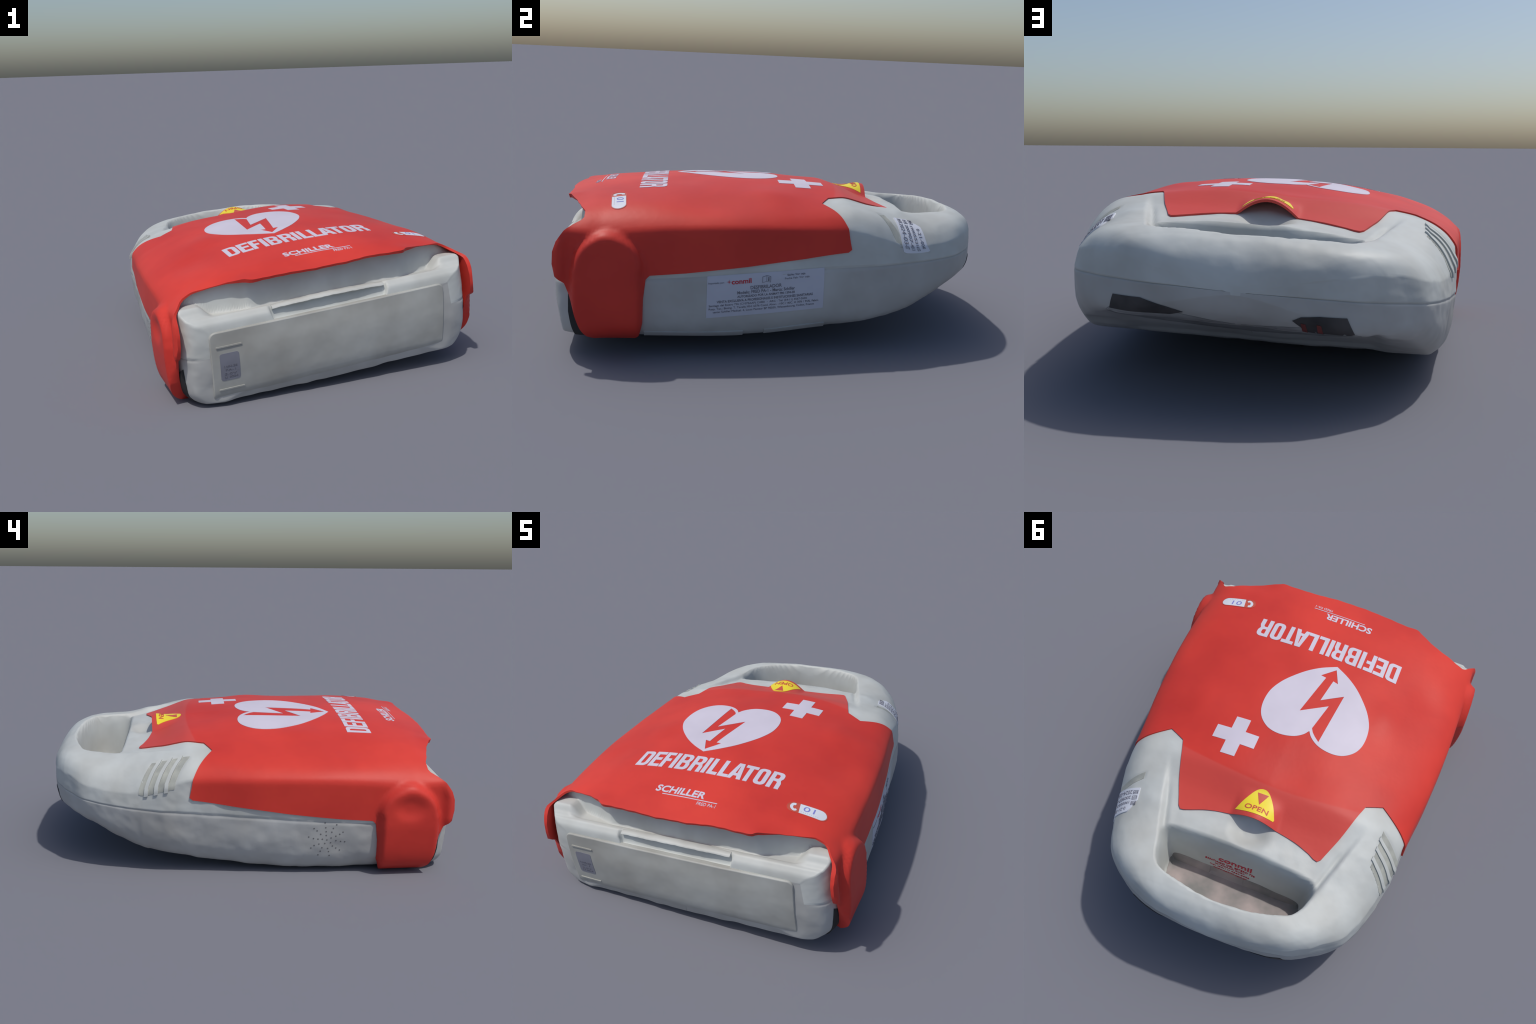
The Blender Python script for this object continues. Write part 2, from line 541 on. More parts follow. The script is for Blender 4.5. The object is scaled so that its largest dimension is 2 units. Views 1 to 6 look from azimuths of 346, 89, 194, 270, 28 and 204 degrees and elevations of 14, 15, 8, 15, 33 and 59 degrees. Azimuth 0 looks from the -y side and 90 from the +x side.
split(body_me, tags, {'lower_case': M_LOWER, 'upper_case': M_WHITE, 'carry_handle': M_WHITE})


# ----------------------------------------------------------- surface patches
def resample(loop, step):
    out = []
    n = len(loop)
    for i in range(n):
        a, b = np.array(loop[i], float), np.array(loop[(i + 1) % n], float)
        k = max(1, int(round(np.linalg.norm(b - a) / step)))
        for q in range(k):
            out.append(tuple(a + (b - a) * q / k))
    return out


def patch_mesh(name, loops, mapping, step, out, inn):
    """Solid sheet over polygon(s) (even-odd) in a 2D chart.
    mapping(A, B) -> points, normals; out / inn = offsets of the two skins."""
    loops = [resample(l, step) for l in loops]
    pts, edges = [], []
    for l in loops:
        s = len(pts)
        pts += l
        edges += [(s + i, s + (i + 1) % len(l)) for i in range(len(l))]
    allp = np.array(pts)
    lo, hi = allp.min(0), allp.max(0)
    gx, gy = np.meshgrid(np.arange(lo[0] + step / 2, hi[0], step), np.arange(lo[1] + step / 2, hi[1], step * .9), indexing='ij')
    gx = gx + (np.arange(gx.shape[1]) % 2)[None, :] * step * .5
    gx, gy = gx.ravel(), gy.ravel()
    near = np.full(gx.shape, 9.0)
    odd = np.zeros(gx.shape, bool)
    for l in loops:
        sd = poly_sdf(gx, gy, l)
        odd ^= sd > 0
        near = np.minimum(near, np.abs(sd))
    ok = odd & (near > step * .45)
    pts = pts + list(zip(gx[ok], gy[ok]))
    v2, e2, f2, *_ = delaunay_2d_cdt([Vector(p) for p in pts], edges, [], 0, 1e-7)
    v2 = np.array([tuple(v) for v in v2])
    tri = np.array([f for f in f2 if len(f) == 3])
    cen = v2[tri].mean(1)
    keep = np.zeros(len(tri), bool)
    for l in loops:
        keep ^= poly_sdf(cen[:, 0], cen[:, 1], l) > 0
    tri = tri[keep]
    used = np.unique(tri)
    remap = -np.ones(len(v2), int)
    remap[used] = np.arange(len(used))
    tri = remap[tri]
    v2 = v2[used]
    Pm, Nm = mapping(v2[:, 0], v2[:, 1])
    a = Pm[tri[:, 1]] - Pm[tri[:, 0]]
    b = Pm[tri[:, 2]] - Pm[tri[:, 0]]
    if (np.cross(a, b) * Nm[tri[:, 0]]).sum() < 0:
        tri = tri[:, ::-1]
    n = len(v2)
    o = out(v2[:, 0], v2[:, 1], Pm) if callable(out) else out
    i_ = inn(v2[:, 0], v2[:, 1], Pm) if callable(inn) else inn
    V = np.concatenate([Pm + Nm * np.reshape(o, (-1, 1)), Pm + Nm * np.reshape(i_, (-1, 1))])
    F = [tuple(t) for t in tri] + [(t[2] + n, t[1] + n, t[0] + n) for t in tri]
    cnt = {}
    for t in tri:
        for k in range(3):
            e = (t[k], t[(k + 1) % 3])
            cnt[e] = cnt.get(e, 0) + 1
    for (p, q) in list(cnt):
        if (q, p) not in cnt:
            F.append((q, p, p + n, q + n))
    return mesh_from(name, V, F), v2


def lid_map(y, b):
    return lid_grid.at(y, b)


def body_map(y, b):
    return body_grid.at(y, b)


def top(x, y):
    """Plan position -> chart."""
    return (y, x / float(W(y)) * B_TOP)


def side(s, y, z):
    """Side position (height z) -> chart."""
    bb = np.linspace(B_TOP, B_SIDE + .15, 240)
    P_, _ = lid_grid.at(np.full_like(bb, y), s * bb)
    k = int(np.argmin(np.abs(P_[:, 2] - z)))
    return (y, s * bb[k])


# -------------------------------------------------------------- the red lid
def lid_loop():
    r = []
    # rear edge, right to left
    r += [top(.541, .190), top(.462, .233), top(.411, .38), top(.350, .530), top(.336, .544), top(.316, .541)]
    r += [top(x, y) for x, y in smooth_open([(.29, .532), (.212, .506), (.1, .487), (0, .480), (-.099, .487), (-.212, .504), (-.29, .528)], 4)]
    r += [top(-.316, .541), top(-.336, .545), top(-.350, .532), top(-.456, .228), top(-.533, .190), top(-.688, .283)]

    def flank(s):
        q = [side(s, .290, .470), side(s, .300, .425), side(s, .285, .414), side(s, .10, .388), side(s, -.15, .356), side(s, -.40, .330),
             side(s, -.545, .318)]
        q += [side(s, -.562, .300), side(s, -.572, .22), side(s, -.575, .12), (-.580, s * (B_SIDE - .09)), (-.590, s * (B_SIDE - .045)), (-.608, s * (B_SIDE - .012)),
              (-.64, s * (B_SIDE + .010)), (-.70, s * (B_SIDE + .022)), (-.745, s * (B_SIDE + .010)), (-.775, s * (B_SIDE - .016)), (-.802, s * (B_SIDE - .05)), side(s, -.822, .11), side(s, -.850, .19),
              side(s, -.868, .24), side(s, -.885, .285), side(s, -.905, .296), side(s, -.921, .310), side(s, -.932, .36), side(s, -.930, .41)]
        q += [side(s, -.915, .45), (-.885, s * .722), top(s * .72, -.852), top(s * .70, -.822), top(s * .685, -.812)]
        return q
    r += flank(-1)
    lip = [(-.645, -.814), (-.575, -.835), (-.505, -.857), (-.423, -.888), (-.38, -.912), (-.27, -.917), (-.12, -.930), (.03, -.931),
           (.12, -.925), (.23, -.914), (.33, -.917), (.385, -.912), (.41, -.898), (.525, -.856), (.641, -.815)]
    lip = smooth_open(lip, 4)
    r += [top(x, y + .0025 * math.sin(61 * x) * math.sin(23 * x)) for x, y in lip]
    r += flank(1)[::-1]
    r += [top(.690, .283)]
    return r


STRAP_Y, STRAP_Z, STRAP_R = -.712, .345, .150


def strap_height(x, y, z):
    arch = STRAP_R - np.hypot(y - STRAP_Y, z - STRAP_Z)
    down = STRAP_R - np.abs(y - STRAP_Y + .006)
    d = np.where(z > STRAP_Z, arch, down)
    h = np.where(x > 0, .040, .039) * sstep(-.002, .030, d)
    h = h * np.where(np.abs(x) > .60, 1, 0)
    return h * (.30 + .70 * sstep(.045, .13, z)) * sstep(.53, .49, z)


def lid_out(y, b, Pm):
    x, z = Pm[:, 0], Pm[:, 2]
    h = np.full(len(y), .006)
    h += strap_height(x, y, z) * (np.abs(b) > B_TOP * .95)
    # rolled front hem of the strap
    h += .016 * np.exp(-((y + .905 - .25 * np.clip(z - .42, 0, 1)) / .020) ** 2) * sstep(.27, .32, z) * sstep(.52, .44, z) * (np.abs(b) > B_TOP * .93)
    # dished thumb rest on the left strap
    h -= .012 * sstep(.10, .02, np.hypot((y + .715) / 1.0, (z - .385) * 1.4)) * (b < -B_TOP)
    # arched opening tab
    ax = np.clip(1 - (x / .112) ** 2, 0, 1)
    h += .054 * ax ** 1.1 * sstep(.345, .475, y) * (np.abs(b) < .3)
    # soft cushions of the vinyl
    for i in range(len(y)):
        h[i] += .0022 * noise.noise(Vector((x[i] * 4 + 11, y[i] * 4, z[i] * 4)))
    # puckers of the hood corners
    h += .007 * np.exp(-((np.abs(x) - .40) / .05) ** 2 - ((y + .90) / .05) ** 2) * (np.abs(b) < B_TOP)
    h -= .008 * np.exp(-((np.abs(x) - .55) / .09) ** 2 - ((y + .86) / .06) ** 2) * (np.abs(b) < B_TOP)
    return h


def lid_in(y, b, Pm):
    h = np.full(len(y), -.005)
    ax = np.clip(1 - (Pm[:, 0] / .112) ** 2, 0, 1)
    h += .054 * ax ** 1.1 * sstep(.345, .475, y) * (np.abs(b) < .3)
    return h


lid_me, lid_uv = patch_mesh('lid', [lid_loop()], lid_map, .0125, lid_out, lid_in)
nv = len(lid_uv)
lid_tags = []
for p in lid_me.polygons:
    k = [v % nv for v in p.vertices]
    yy, bb = lid_uv[k].mean(0)
    low = abs(bb) > B_TOP + .02 and yy < -.555
    lid_tags.append((('strap', bb > 0) if low else 'cover'))
groups = {}
named = [(t if isinstance(t, str) else ('strap.r' if t[1] else 'strap.l')) for t in lid_tags]
lid_me.set_sharp_from_angle(angle=math.radians(50))


def split_plain(me, names, mat, rename):
    """Like split(), but keeps the sharp rim: corner normals are copied."""
    cn = [tuple(c.vector) for c in me.corner_normals]
    co = [tuple(v.co) for v in me.vertices]
    res = {}
    for nm in sorted(set(names)):
        fs = [p for p, t in zip(me.polygons, names) if t == nm]
        used = sorted({v for p in fs for v in p.vertices})
        idx = {v: k for k, v in enumerate(used)}
        m2 = mesh_from(rename[nm], [co[v] for v in used], [[idx[v] for v in p.vertices] for p in fs])
        m2.shade_smooth()
        m2.normals_split_custom_set([cn[l] for p in fs for l in p.loop_indices])
        res[nm] = add(rename[nm], m2, mat, smooth=False)
    return res


split_plain(lid_me, named, M_RED, {'cover': 'cover', 'strap.l': 'strap', 'strap.r': 'strap'})

lid_v = [Vector(v.co) for v in lid_me.vertices]
lid_f = [tuple(p.vertices) for p in lid_me.polygons]
nb = len(body_bvh_v)
ALL = BVHTree.FromPolygons(body_bvh_v + lid_v, body_bvh_f + [tuple(i + nb for i in f) for f in lid_f])


# ------------------------------------------------------------ projections
def caster(tree, place, direction):
    """Chart (a, b) -> point where the ray meets the surface, offset back along the ray."""
    d = Vector(direction).normalized()

    def f(A, Bc):
        Pm, Nm = np.zeros((len(A), 3)), np.tile(-np.array(d), (len(A), 1))
        for i, (a, b) in enumerate(zip(A, Bc)):
            o = Vector(place(a, b))
            hit = tree.ray_cast(o, d)
            Pm[i] = hit[0] if hit[0] is not None else o + d * .5
        return Pm, Nm
    return f


on_top = caster(ALL, lambda x, y: (x, y, 2.0), (0, 0, -1))
on_right = caster(ALL, lambda y, z: (2.0, y, z), (-1, 0, 0))
on_left = caster(ALL, lambda y, z: (-2.0, y, z), (1, 0, 0))
on_front = caster(ALL, lambda x, z: (x, -2.0, z), (0, 1, 0))


def sheet(name, loops, mapping, mat, step=.012, out=.0016, inn=-.002, parent=root):
    me, _ = patch_mesh(name, loops, mapping, step, out, inn)
    return add(name, me, mat, parent=parent, angle=40)


def text_mesh(s, bold=0.0, size=1.0, spacing=1.0):
    cu = bpy.data.curves.new('t', 'FONT')
    cu.body = s
    cu.size = size
    cu.offset = bold
    cu.space_character = spacing
    cu.extrude = .01
    cu.resolution_u = 3
    ob = bpy.data.objects.new('t', cu)
    scene.collection.objects.link(ob)
    dg = bpy.context.evaluated_depsgraph_get()
    me = bpy.data.meshes.new_from_object(ob.evaluated_get(dg))
    bpy.data.objects.remove(ob)
    bpy.data.curves.remove(cu)
    return me


def letters(name, items, mapping, mat, lift=.0014, parent=root, max_edge=.03):
    """items: (string, x0, y0, width, height, bold, slant, angle) laid flat in the chart, then wrapped."""
    V, F = [], []
    for (s, x0, y0, wd, ht, bold, slant, ang) in items:
        me = text_mesh(s, bold)
        bm = bmesh.new()
        bm.from_mesh(me)
        bmesh.ops.remove_doubles(bm, verts=bm.verts, dist=1e-5)
        lo = Vector((min(v.co.x for v in bm.verts), min(v.co.y for v in bm.verts)))
        hi = Vector((max(v.co.x for v in bm.verts), max(v.co.y for v in bm.verts)))
        ht_ = ht if ht else wd * (hi.y - lo.y) / (hi.x - lo.x)
        ca, sa = math.cos(ang), math.sin(ang)
        for v in bm.verts:
            u = (v.co.x - lo.x) / (hi.x - lo.x) * wd
            w = (v.co.y - lo.y) / (hi.y - lo.y) * ht_
            u += slant * w
            v.co = (x0 + u * ca - w * sa, y0 + u * sa + w * ca, v.co.z)
        bmesh.ops.triangulate(bm, faces=bm.faces)
        for _ in range(3):
            long = [e for e in bm.edges if e.calc_length() > max_edge]
            if not long:
                break
            bmesh.ops.subdivide_edges(bm, edges=long, cuts=1)
            bmesh.ops.triangulate(bm, faces=bm.faces)
        bm.verts.index_update()
        base = len(V)
        A = np.array([v.co.x for v in bm.verts])
        Bc = np.array([v.co.y for v in bm.verts])
        up = np.array([v.co.z for v in bm.verts])
        Pm, Nm = mapping(A, Bc)
        V += (Pm + Nm * np.where(up > 0, lift, -.001)[:, None]).tolist()
        F += [tuple(base + v.index for v in f.verts) for f in bm.faces]
        bm.free()
        bpy.data.meshes.remove(me)
    me = mesh_from(name, V, F)
    bm = bmesh.new()
    bm.from_mesh(me)
    bmesh.ops.recalc_face_normals(bm, faces=bm.faces)
    bm.to_mesh(me)
    bm.free()
    return add(name, me, mat, parent=parent, smooth=False)


def rect(x0, y0, x1, y1, r=.0, n=5):
    if r <= 0:
        return [(x0, y0), (x1, y0), (x1, y1), (x0, y1)]
    out = []
    for cx, cy, a0 in ((x1 - r, y0 + r, -90), (x1 - r, y1 - r, 0), (x0 + r, y1 - r, 90), (x0 + r, y0 + r, 180)):
        for k in range(n + 1):
            a = math.radians(a0 + 90 * k / n)
            out.append((cx + r * math.cos(a), cy + r * math.sin(a)))
    return out


def disc(cx, cy, r, n=14):
    return [(cx + r * math.cos(2 * math.pi * k / n), cy + r * math.sin(2 * math.pi * k / n)) for k in range(n)]


# --------------------------------------------------------- print on the lid
HX = -.077
half_heart = [(0, -.443), (.07, -.402), (.135, -.350), (.195, -.283), (.232, -.228), (.257, -.168), (.264, -.105), (.257, -.048),
              (.235, -.002), (.195, .034), (.15, .049), (.10, .048), (.055, .034), (.02, .008), (0, -.021)]
right = smooth_open(half_heart, 4)
heart = [(HX + dx, y) for dx, y in right] + [(HX - dx, y) for dx, y in right[-2:0:-1]]
bolt = [(-.137, .018), (-.112, -.002), (-.095, -.020), (-.0835, -.041), (-.1155, -.194), (.006, -.111), (-.047, -.351), (-.019, -.355), (-.080, -.421), (-.114, -.339),
        (-.0875, -.346), (-.0665, -.2105), (-.1665, -.281)]
sheet('heart_symbol', [heart, bolt], on_top, M_PRINT, .014)
cx, cy, q, p = .2345, .1385, .0355, .105
cross = [(cx - q, cy - p), (cx + q, cy - p), (cx + q, cy - q), (cx + p, cy - q), (cx + p, cy + q), (cx + q, cy + q), (cx + q, cy + p),
         (cx - q, cy + p), (cx - q, cy + q), (cx - p, cy + q), (cx - p, cy - q), (cx - q, cy - q)]
sheet('cross_symbol', [cross], on_top, M_PRINT, .014)


# bold condensed capitals, each cut from its own outline
CAP, STK = .122, .0215


def arc(cx, cy, r, a0, a1, n=6):
    return [(cx + r * math.cos(math.radians(a0 + (a1 - a0) * k / n)), cy + r * math.sin(math.radians(a0 + (a1 - a0) * k / n))) for k in range(n + 1)]


def glyph(ch, w):
    h, t = CAP, STK
    r, ri = .024, .010
    m = h * .52
    if ch == 'I':
        return [[(0, 0), (w, 0), (w, h), (0, h)]]
    if ch == 'L':
        return [[(0, 0), (w, 0), (w, t), (t, t), (t, h), (0, h)]]
    if ch == 'T':
        c = w / 2
        return [[(c - t / 2, 0), (c + t / 2, 0), (c + t / 2, h - t), (w, h - t), (w, h), (0, h), (0, h - t), (c - t / 2, h - t)]]
    if ch == 'E':
        return [[(0, 0), (w, 0), (w, t), (t, t), (t, m - t * .45), (w * .9, m - t * .45), (w * .9, m + t * .5), (t, m + t * .5), (t, h - t), (w, h - t), (w, h), (0, h)]]
    if ch == 'F':
        return [[(0, 0), (t, 0), (t, m - t * .6), (w * .9, m - t * .6), (w * .9, m + t * .4), (t, m + t * .4), (t, h - t), (w, h - t), (w, h), (0, h)]]
    if ch == 'D':
        return [[(0, 0)] + arc(w - r, r, r, -90, 0) + arc(w - r, h - r, r, 0, 90) + [(0, h)],
                [(t, t * .9)] + arc(w - t - ri, t * .9 + ri, ri, -90, 0) + arc(w - t - ri, h - t * .9 - ri, ri, 0, 90) + [(t, h - t * .9)]]
    if ch == 'O':
        return [arc(w - r, r, r, -90, 0) + arc(w - r, h - r, r, 0, 90) + arc(r, h - r, r, 90, 180) + arc(r, r, r, 180, 270),
                arc(w - t - ri, t * .85 + ri, ri, -90, 0) + arc(w - t - ri, h - t * .85 - ri, ri, 0, 90) + arc(t + ri, h - t * .85 - ri, ri, 90, 180) + arc(t + ri, t * .85 + ri, ri, 180, 270)]
    if ch == 'B':
        return [[(0, 0)] + arc(w - r, r, r, -90, 0) + [(w, m - .020), (w - .007, m), (w - .001, m + .018)] + arc(w - r - .001, h - r, r, 0, 90) + [(0, h)],
                [(t, t * .85)] + arc(w - t - ri, t * .85 + ri, ri, -90, 0) + arc(w - t - ri, m - t * .45 - ri, ri, 0, 90) + [(t, m - t * .45)],
                [(t, m + t * .45)] + arc(w - t - ri, m + t * .45 + ri, ri, -90, 0) + arc(w - t - ri, h - t * .85 - ri, ri, 0, 90) + [(t, h - t * .85)]]
    if ch == 'R':
        k = h * .44
        return [[(0, 0), (t, 0), (t, k), (w * .48, k)] + arc(w - t - ri, k - ri, ri, 90, 0) + [(w - t, 0), (w, 0), (w, k - .012), (w - .008, k + .010), (w, k + .028)]
                + arc(w - r, h - r, r, 0, 90) + [(0, h)],
                [(t, k + t * .85)] + arc(w - t - ri, k + t * .85 + ri, ri, -90, 0) + arc(w - t - ri, h - t * .85 - ri, ri, 0, 90) + [(t, h - t * .85)]]
    if ch == 'A':
        c = w / 2
        return [[(0, 0), (t, 0), (t + .0055, h * .20), (w - t - .0055, h * .20), (w - t, 0), (w, 0), (c + .0145, h), (c - .0145, h)],
                [(t + .0095, h * .35), (w - t - .0095, h * .35), (c + .001, h * .80), (c - .001, h * .80)]]


for ch, xa, xb in (('D', -.379, -.315), ('E', -.308, -.250), ('F', -.246, -.197), ('I', -.189, -.167), ('B', -.158, -.094), ('R', -.085, -.022), ('I', -.015, .006),
                   ('L', .016, .068), ('L', .074, .125), ('A', .124, .195), ('T', .186, .249), ('O', .254, .314), ('R', .323, .386)):
    sheet('letter', [[(xa + u, -.608 + v) for u, v in lp] for lp in glyph(ch, xb - xa)], on_top, M_PRINT, .014)
letters('maker_lettering', [('SCHILLER', -.163, -.785, .256, .046, .030, 0, 0)], on_top, M_PRINT)
letters('model_lettering', [('FRED PA-1', .072, -.824, .094, .018, .0, 0, 0)], on_top, M_PRINT)
sheet('underline', [rect(-.117, -.7975, .167, -.7935)], on_top, M_PRINT, .02)

# number sticker with the telephone receiver
PC = Vector((.558, -.684))
PA = math.radians(4)


def pill_xy(u, v):
    return (PC.x + u * math.cos(PA) - v * math.sin(PA), PC.y + u * math.sin(PA) + v * math.cos(PA))


def pill_loop(hw, hh, n=12):
    out = []
    for s in (1, -1):
        for k in range(n + 1):
            a = math.radians(-90 + 180 * k / n)
            out.append(pill_xy(s * (hw - hh) + s * hh * math.cos(a), s * hh * math.sin(a)))
    return out


sheet('sticker_outline', [pill_loop(.094, .0325), pill_loop(.0915, .0300)], on_top, M_REDPRINT, .012)
sheet('sticker_base', [pill_loop(.0915, .0300)], on_top, M_PILL, .012, out=.0008)
white = [pill_xy(-.032, -.029)] + [pill_xy(.060 + .029 * math.cos(math.radians(a)), .029 * math.sin(math.radians(a))) for a in range(-90, 91, 15)] + [pill_xy(-.038, .029)]
sheet('number_sticker', [white], on_top, M_STICKER, .012, out=.0018)
rec = smooth_loop([pill_xy(u, v) for u, v in [(-.073, .022), (-.057, .025), (-.056, .013), (-.064, .010), (-.065, -.002), (-.058, -.012), (-.050, -.009), (-.044, -.018), (-.057, -.025),
                                              (-.074, -.013), (-.080, .004)]], 3)
sheet('receiver_symbol', [rec], on_top, M_STICKER, .012, out=.0018)
x0, y0 = pill_xy(-.018, -.010)
letters('number_lettering', [('01', x0, y0, .052, .030, .0, .05, PA)], on_top, M_INKBLUE, lift=.0026)
for k in range(9):
    u, v = pill_xy(-.022 + .0095 * k, -.0195)
    sheet('dotted_line', [disc(u, v, .0011, 6)], on_top, M_INK, .01, out=.0024)

# opening tab
tab = smooth_open([(.098, .468), (.074, .417), (.042, .361), (.012, .342), (-.022, .351), (-.060, .400), (-.088, .458)], 5)
tab += smooth_open([(-.085, .466), (-.04, .471), (.02, .474), (.07, .472)], 3)
sheet('opening_tab', [tab], on_top, M_YELLOW, .008, out=.0022)
sheet('arrow_symbol', [[(.029, .364), (-.024, .362), (.001, .422)]], on_top, M_REDPRINT, .012, out=.0034)


def flipped(A, Bc):
    return on_top(-A, -Bc)


letters('open_lettering', [('OPEN', -.060, -.458, .112, .026, .012, 0, 0)], flipped, M_REDPRINT, lift=.0038)

# ------------------------------------------------------------- front panel
panel = rect(-.615, .054, .580, .402, .03)


def panel_map(x, z):
    Pm = np.stack([x, np.full_like(x, -.938) - .016 * np.clip(1 - (x / .66) ** 2, 0, 1) * sstep(.04, .16, z) * (1 - .4 * sstep(.3, .41, z)), z], -1)
    for i in range(len(x)):
        Pm[i, 1] += .0018 * noise.noise(Vector((x[i] * 9, 3.3, z[i] * 9)))
    # lower edge tucks back under the case
    Pm[:, 1] += .016 * sstep(.28, .08, z) + .020 * sstep(.12, .06, z) ** 2
    return Pm, np.tile([0, -1., 0], (len(x), 1))


me, _ = patch_mesh('battery_cover', [panel], panel_map, .016, .008, -.02)
batt = add('battery_cover', me, M_FRONT, angle=40)
mod = batt.modifiers.new('b', 'BEVEL')
mod.width, mod.segments, mod.limit_method, mod.angle_limit = .005, 2, 'ANGLE', math.radians(50)
# embossed frame lines and the rating label on the battery cover
on_batt = lambda x, z: (panel_map(x, z)[0] - np.array([0, .008, 0]), np.tile([0, -1., 0], (len(x), 1)))
sheet('rating_label', [rect(-.577, .168, -.487, .300, .012)], on_batt, M_GREYLABEL, .014, out=.0012, parent=batt)
sheet('frame_line', [rect(-.590, .330, -.470, .336, .002)], on_batt, M_FRONT, .014, out=.005, parent=batt)
sheet('frame_line', [rect(-.590, .122, -.470, .128, .002)], on_batt, M_FRONT, .014, out=.005, parent=batt)
letters('rating_lettering', [('1394-28', -.560, .232, .060, .010, 0, 0, 0), ('PA-1', -.555, .216, .045, .010, 0, 0, 0),
                             ('3.0V', -.560, .196, .055, .010, 0, 0, 0), ('LI 2024', -.560, .180, .06, .010, 0, 0, 0)], on_batt, M_INK, lift=.0022, parent=batt)

# lip over the battery latch slot
n = 40
V, F = [], []
sect = [(-.880, .452), (-.900, .468), (-.918, .466), (-.931, .461), (-.934, .456), (-.929, .451), (-.912, .450), (-.885, .449)]
for i in range(n + 1):
    x = -.300 + .570 * i / n
    e = min(i, n - i) / n
    sag = -.012 + .028 * (1 - ((x + .015) / .285) ** 2)
    wob = .0018 * noise.noise(Vector((x * 45, 1.7, 0)))
    for (yy, zz) in sect:
        V.append((x, yy + (yy + .89) * (.55 * sag / .02 - .45) * .3 + wob, zz - .004 + .35 * sag + wob))
ns = len(sect)
for i in range(n):
    for k in range(ns):
        F.append((i * ns + k, i * ns + (k + 1) % ns, (i + 1) * ns + (k + 1) % ns, (i + 1) * ns + k))
F.append(tuple(range(ns)))
F.append(tuple(n * ns + k for k in range(ns))[::-1])
me = mesh_from('latch_lip', V, F)
bm = bmesh.new(); bm.from_mesh(me); bmesh.ops.recalc_face_normals(bm, faces=bm.faces); bm.to_mesh(me); bm.free()
add('latch_lip', me, M_WHITE, angle=60)


# -------------------------------------------------- black lining at the straps
for s in (-1, 1):
    loop = [side(s, -.840, .21), side(s, -.872, .235), side(s, -.874, .16), side(s, -.866, .10), (-.850, s * (B_SIDE + .01)),
            (-.78, s * (B_SIDE + .02)), (-.78, s * (B_SIDE - .05)), side(s, -.80, .12), side(s, -.82, .16)]
    sheet('strap_lining', [loop], body_map, M_DARK, .016, out=.004, inn=-.004)

# ------------------------------------------------------------ vents, holes
for i, (ax, ay, bx, by) in enumerate(LEFT_VENTS + RIGHT_VENTS):
    h = VENT_HALF
    sg = 1 if ax > 0 else -1
    b0, b1 = abs(ax) / float(W(ay)) * B_TOP, B_TOP * .985
    sl = (by - ay) / (abs(bx) - abs(ax)) * .92
    y1 = ay + sl * (b1 - b0)
    loop = [(ay - h, sg * b0), (y1 - h, sg * b1), (y1 - h + .006, sg * (b1 + .035)), (y1 + h + .004, sg * (b1 + .035)), (y1 + h, sg * b1), (ay + h, sg * b0)]
    sheet('vent_slot', [loop], body_map, M_SLOT, .010, out=.0015, inn=-.003)
    if sg < 0 and i < len(LEFT_VENTS) - 1:               # the bar between two slots
        g0, g1 = h, .0485 - h
        loop = [(ay + g0, sg * (b0 - .006)), (y1 + g0, sg * b1), (y1 + g0 + .004, sg * (b1 + .045)), (y1 + g1 + .005, sg * (b1 + .045)), (y1 + g1, sg * b1), (ay + g1, sg * (b0 - .006))]
        sheet('vent_bar', [loop], body_map, M_WHITE, .009, out=.0070, inn=-.003)

holes = [(0, 0)]
for arm in range(10):
    a = math.radians(36 * arm + 8)
    for k in range(1, 5):
        r = .0215 * k
        if k == 1 and arm % 2:
            continue
        holes.append((r * math.cos(a) + rng.normal(0, .002), r * math.sin(a) + rng.normal(0, .002)))
for (dy, dz) in holes:
    sheet('speaker_hole', [disc(-.335 + dy, .225 + dz, .0038, 8)], on_left, M_HOLE, .01, out=.0006, inn=-.002)

# ------------------------------------------------------- labels on the case
lab = [(-.314, .135), (.186, .172), (.183, .350), (-.312, .316)]
lab_ob = sheet('information_label', [lab], on_right, M_LABEL, .016, out=.0016)
LA = math.atan2(.037, .5)


def lab_pt(u, v):
    """u, v in 0..1 across the label."""
    y = -.313 + u * .499
    z0 = .135 + u * .037
    z1 = .316 + u * .034
    return y, z0 + v * (z1 - z0)


def line(s, u0, u1, v, h, bold=0.0):
    y, z = lab_pt(u0, v)
    return (s, y, z, (u1 - u0) * .499, h, bold, 0, LA)


letters('label_lettering', [
    line('DESFIBRILADOR', .365, .630, .625, .0150, .012),
    line('Modelo: FRED PA-1 - Marca: Schiller', .255, .745, .530, .0135, .012),
    line('AUTORIZADO POR LA ANMAT PM: 1394-28', .255, .745, .445, .0100, .014),
    line('VENTA EXCLUSIVA A PROFESIONALES E INSTITUCIONES SANITARIAS', .085, .905, .350, .0105, .016),
    line('Santiago del Estero 736 (C1075AAP) CABA  -  ARG - Tel: (54-11) 4567-2626', .02, .855, .255, .0115),
    line('Resp. Tec.: Bioing. T. Tavella MN: 6376 Cond. Almc.: -10C / 40C. H 30% / 95%. Fabri-', .02, .960, .175, .0115),
    line('cante: Schiller Medical. 4, Louis Pasteur BP 90050, Wissembourg, Cedex, France', .055, .920, .095, .0115)],
    on_right, M_INK, lift=.0026, parent=lab_ob)
letters('label_lettering', [
    line('Importado por:', .012, .145, .800, .010), line('Serie: Ver caja', .675, .830, .865, .0105), line('Fecha Fab: Ver caja', .655, .868, .785, .0105)],
    on_right, M_INKFADE, lift=.0026, parent=lab_ob)
letters('importer_lettering', [line('conmil', .205, .372, .775, .0215, .025)], on_right, M_INKRED, lift=.0026, parent=lab_ob)
cu_, cv_ = lab_pt(.183, .84)
star = []
